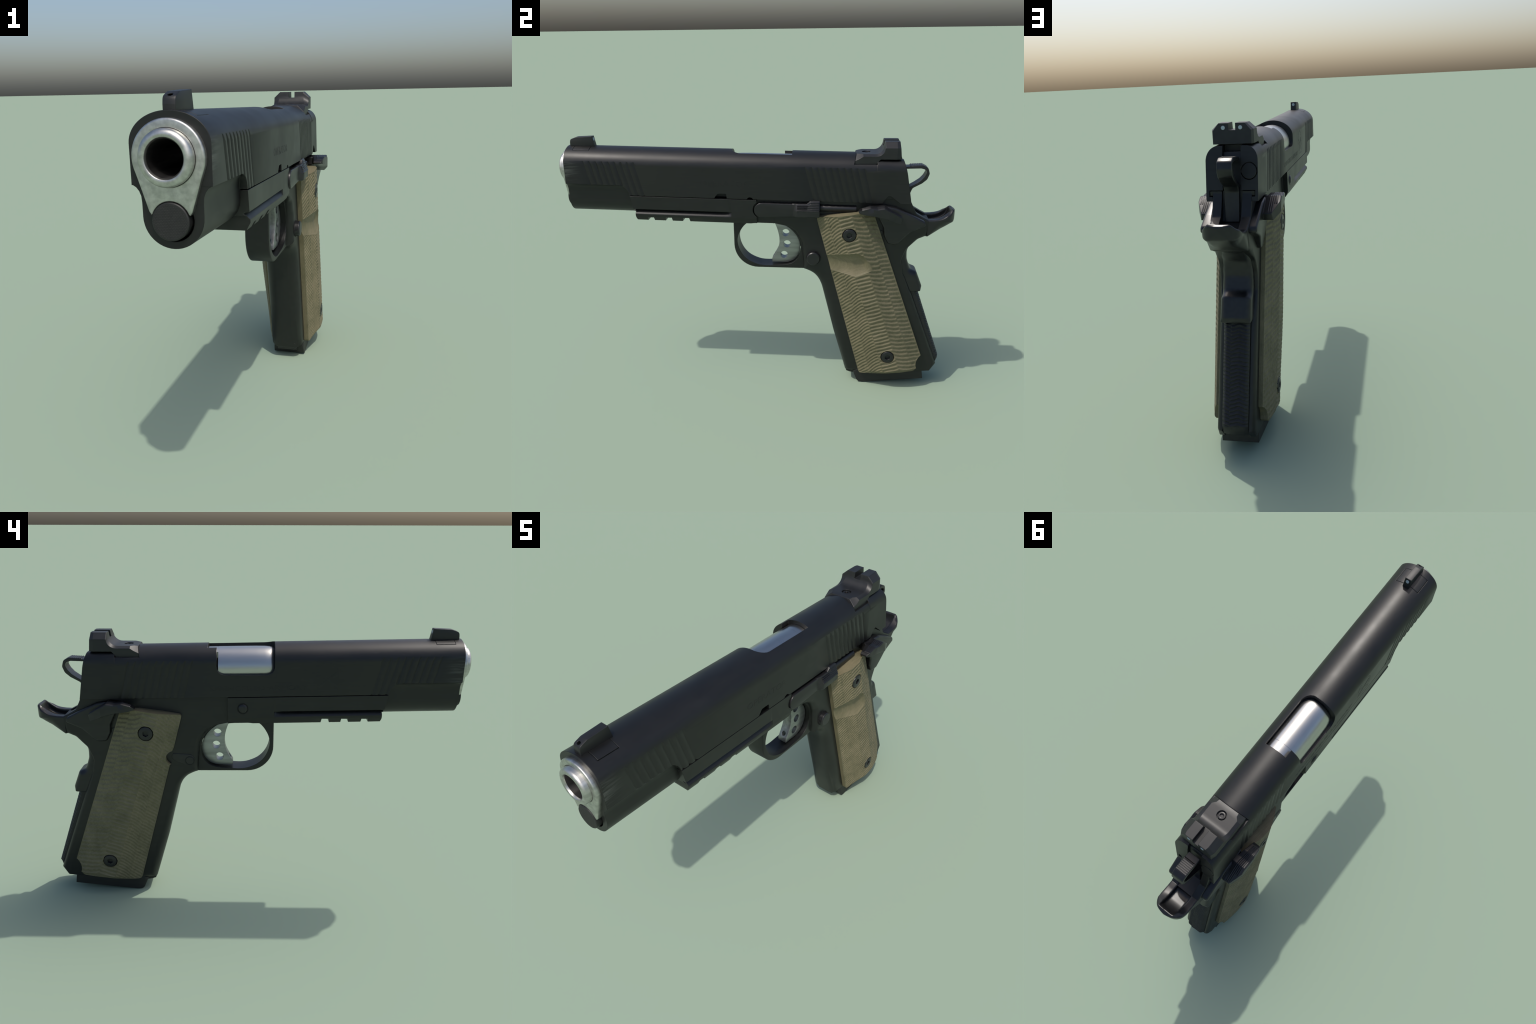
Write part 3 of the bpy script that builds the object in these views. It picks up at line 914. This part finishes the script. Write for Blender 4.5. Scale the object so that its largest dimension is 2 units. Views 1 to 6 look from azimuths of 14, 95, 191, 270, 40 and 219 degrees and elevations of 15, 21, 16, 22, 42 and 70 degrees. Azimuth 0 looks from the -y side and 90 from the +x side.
def panel(s):
    U, V = 96, 620
    # boundary curves, bottom to top (front, rear) and front to rear (bottom, top)
    fr = [(0.5675, 0.072), (0.557, 0.074), (0.551, 0.083), (0.548, 0.094)]
    if s < 0:
        fr += [(0.3775, 0.703)] + [(0.358 + 0.036 * math.cos(a), 0.736 + 0.036 * math.sin(a)) for a in [math.radians(-68 + 12.5 * i) for i in range(13)]] + [(0.3555, 0.787)]
    fr += [(0.3145, 0.934), (0.313, 0.944), (0.318, 0.951), (0.328, 0.9535)]
    re = [(0.838, 0.102), (0.846, 0.108), (0.850, 0.116)] + [(0.9035 - 0.0525 * math.cos(a), 0.1425 + 0.055 * math.sin(a)) for a in [math.radians(-25 + 16 * i) for i in range(6)]]
    re += [(0.877, 0.1895), (0.5955, 0.963), (0.5925, 0.9675)]
    bo = [(0.5675, 0.072), (0.838, 0.102)]
    to = [(0.328, 0.9535), (0.42, 0.968), (0.50, 0.9785), (0.515, 0.980), (0.530, 0.979), (0.5925, 0.9675)]
    def arc(c):
        L = [0.0]
        for a, b in zip(c, c[1:]):
            L.append(L[-1] + math.hypot(b[0] - a[0], b[1] - a[1]))
        return [l / L[-1] for l in L]
    def by_z(c):     # front and rear edges share levels
        return [(p[1] - c[0][1]) / (c[-1][1] - c[0][1]) for p in c]
    def at(c, L, t):
        for k in range(len(c) - 1):
            if t <= L[k + 1] + 1e-9:
                q = 0 if L[k + 1] == L[k] else (t - L[k]) / (L[k + 1] - L[k])
                return Vector(c[k]).lerp(Vector(c[k + 1]), q)
        return Vector(c[-1])
    La, Lr, Lb, Lt = arc(fr), arc(re), arc(bo), arc(to)
    P00, P10, P01, P11 = Vector(fr[0]), Vector(re[0]), Vector(fr[-1]), Vector(re[-1])
    top_v, seg_w = [], []
    for i in range(V + 1):
        v = i / V
        A, B = at(fr, La, v), at(re, Lr, v)
        for j in range(U + 1):
            u = j / U
            C, D = at(bo, Lb, u), at(to, Lt, u)
            p = A * (1 - u) + B * u + C * (1 - v) + D * v - (P00 * (1 - u) * (1 - v) + P10 * u * (1 - v) + P01 * (1 - u) * v + P11 * u * v)
            y, z = p.x, p.y
            f, w = frac(y, z)
            f = max(0.0, min(1.0, f))
            x = lerp_table(PROFILE, f)
            if s < 0:      # the right panel is planed thinner towards its front and foot
                low = smooth01((0.52 - z) / 0.42)
                x -= lerp_table([(0, 0.006 + 0.005 * low), (0.37, 0.0035 + 0.0105 * low), (0.615, 0.008 + 0.009 * low), (1, 0.003)], f)
            x += (0.101 - x) * smooth01((0.030 - v * 0.88) / 0.030) * (0.45 if x > 0.101 else 0)      # foot bevel
            # distance to rims: relief fades out there
            e = min(u, 1 - u) * w
            ev = min(v, 1 - v) * 0.88
            fade = smooth01(min(e, ev) / 0.010)
            # thumb relief beside the magazine button (left panel only)
            dish = 0.0
            if s > 0:
                zt = lerp_table([(0, 0.752), (0.25, 0.768), (0.50, 0.779), (0.60, 0.766), (0.69, 0.712)], f)
                zb = lerp_table([(0, 0.672), (0.25, 0.659), (0.38, 0.651), (0.50, 0.664), (0.69, 0.686)], f)
                q = 2 * (z - (zt + zb) / 2) / (zt - zb)
                inside = smooth01((1.04 - abs(q)) / 0.05) * smooth01((0.70 - f) / 0.02)
                if inside > 0:
                    dish = max(0.0, 1 - q * q) ** 0.8 * smooth01((0.70 - f) / 0.16)
                    x -= 0.021 * dish * (0.5 + 0.5 * smooth01(f / 0.35))
                    fade *= 1 - inside
            for sy, sz in SCREWS:
                r = math.hypot(y - sy, z - sz)
                if r < 0.036:
                    x = SEAT[s] - (0.006 if s < 0 and sz < 0.5 else 0.0) - (0.016 if r < 0.0345 else 0.0)
                    fade = 0.0
                elif r < 0.041:
                    fade *= (r - 0.036) / 0.005
            b = 0
            while b < 4 and f > BANDS[b + 1]:
                b += 1
            lf = (f - BANDS[b]) / (BANDS[b + 1] - BANDS[b])
            bend = (0.0, 0.30, 0.0, -0.22, 0.0)[b] * (lf - 0.5) ** 2 * 4
            ph = (z - SLOPE[b] * (y - F0.x)) / 0.0216 + SHIFT[b] + bend
            ph += 0.14 * noise.noise(Vector((y * 25, z * 25, 3 * s + b)))
            g = ph - math.floor(ph)
            # scooped cut: slow rise, quick fall, crest on the upper side
            h = (g / 0.62) if g < 0.62 else (1 - g) / 0.38
            h = h * h * (3 - 2 * h)
            edge = smooth01(min(lf, 1 - lf) / 0.07)
            amp = 0.0034 * (1 + 0.5 * noise.noise(Vector((y * 60, z * 60, 9 + b))))
            x -= fade * amp * (1 - h) * (0.35 + 0.65 * edge)
            top_v.append((s * x, y, z))
    n = U + 1
    faces = []
    for i in range(V):
        for j in range(U):
            faces.append((i * n + j, i * n + j + 1, (i + 1) * n + j + 1, (i + 1) * n + j))
    rim = [j for j in range(n)] + [i * n + U for i in range(1, V + 1)] + [V * n + j for j in range(U - 1, -1, -1)] + [i * n for i in range(V - 1, 0, -1)]
    verts = list(top_v)
    base = []
    for k in rim:
        x, y, z = top_v[k]
        verts.append((s * 0.0745, y, z))
        base.append(len(verts) - 1)
    for k in range(len(rim)):
        l = (k + 1) % len(rim)
        faces.append((rim[k], rim[l], base[l], base[k]))
    return obj("grip_panel", verts, faces, "grip", root, 50)

def hex_screw(s, y, z, parent):
    X = SEAT[s] - (0.006 if s < 0 and z < 0.5 else 0.0)
    head = lathe("grip_screw", [(0.0, X - 0.008), (0.0145, X - 0.008), (0.0145, X + 0.0035), (0.0265, X + 0.0035), (0.0312, X + 0.0015), (0.033, X - 0.002), (0.033, X - 0.016)],
                 (0, y, z), "x", 36, "small", parent)
    # six-sided socket: pull the inner wall onto a hexagon
    for v in head.data.vertices:
        dy, dz = v.co.y - y, v.co.z - z
        r = math.hypot(dy, dz)
        if 0.001 < r < 0.0147:
            a = (math.atan2(dz, dy) + math.pi / 6) % (math.pi / 3) - math.pi / 6
            k = 0.0145 * math.cos(math.pi / 6) / math.cos(a) / r
            v.co.y, v.co.z = y + dy * k, z + dz * k
    if s < 0:
        for v in head.data.vertices:
            v.co.x = 2 * CX - v.co.x
        head.data.flip_normals()
    shade(head, 30)
    return head
for s in (1, -1):
    pn = panel(s)
    for y, z in SCREWS:
        hex_screw(s, y, z, pn)

# --------------------------------------------------------------- engraving
def lettering(name, body, y0, y1, zc, size_z, side, parent):
    cu = bpy.data.curves.new(name, "FONT")
    cu.body = body
    cu.extrude = 0.0003
    cu.resolution_u = 3
    tmp = bpy.data.objects.new(name, cu)
    bpy.context.collection.objects.link(tmp)
    dg = bpy.context.evaluated_depsgraph_get()
    me = bpy.data.meshes.new_from_object(tmp.evaluated_get(dg))
    bpy.data.objects.remove(tmp)
    xs = [v.co.x for v in me.vertices]
    ys = [v.co.y for v in me.vertices]
    lo, hi, yl, yh = min(xs), max(xs), min(ys), max(ys)
    for v in me.vertices:
        t = (v.co.x - lo) / (hi - lo)
        h = (v.co.y - yl) / (yh - yl) - 0.5
        y = y0 + (y1 - y0) * t
        v.co = Vector((CX + side * (HW + 0.0001) + v.co.z, y, zc + h * size_z - TILT * (y - (y0 + y1) / 2)))
    o = bpy.data.objects.new(name, me)
    bpy.context.collection.objects.link(o)
    me.materials.clear()
    me.materials.append(M["mark"])
    o.parent = parent
    return o
lettering("slide_lettering", "OPERATOR", -0.268, -0.025, 1.117, 0.027, 1, slide)
lettering("slide_lettering", "SPRINGFIELD ARMORY", 0.176, -0.265, 1.079, 0.022, -1, slide)
# crest on the right flat: ring of dashes over two crossed bars
cy, cz = -0.357, 1.128
crest = []
def bar(a, b, w, up=0.0003):
    a, b = Vector(a), Vector(b)
    n = Vector((-(b - a).y, (b - a).x)).normalized() * w
    return prism("m", [tuple(a + n), tuple(a - n), tuple(b - n), tuple(b + n)], -HW - up, -HW + 0.001, smooth=0)
crest.append(bar((cy - 0.042, cz - 0.042), (cy + 0.038, cz + 0.022), 0.0045))
crest.append(bar((cy + 0.042, cz - 0.042), (cy - 0.038, cz + 0.022), 0.0045, 0.0006))
for k in range(12):
    a = math.radians(-20 + k * 20)
    b = a + math.radians(12)
    crest.append(bar((cy + 0.047 * math.cos(a), cz + 0.012 + 0.052 * math.sin(a)), (cy + 0.047 * math.cos(b), cz + 0.012 + 0.052 * math.sin(b)), 0.003))
crest.append(bar((cy - 0.046, cz - 0.055), (cy + 0.046, cz - 0.055), 0.003))
emblem = join("slide_emblem", crest)
emblem.parent = slide
emblem.data.materials.clear()
emblem.data.materials.append(M["crest"])
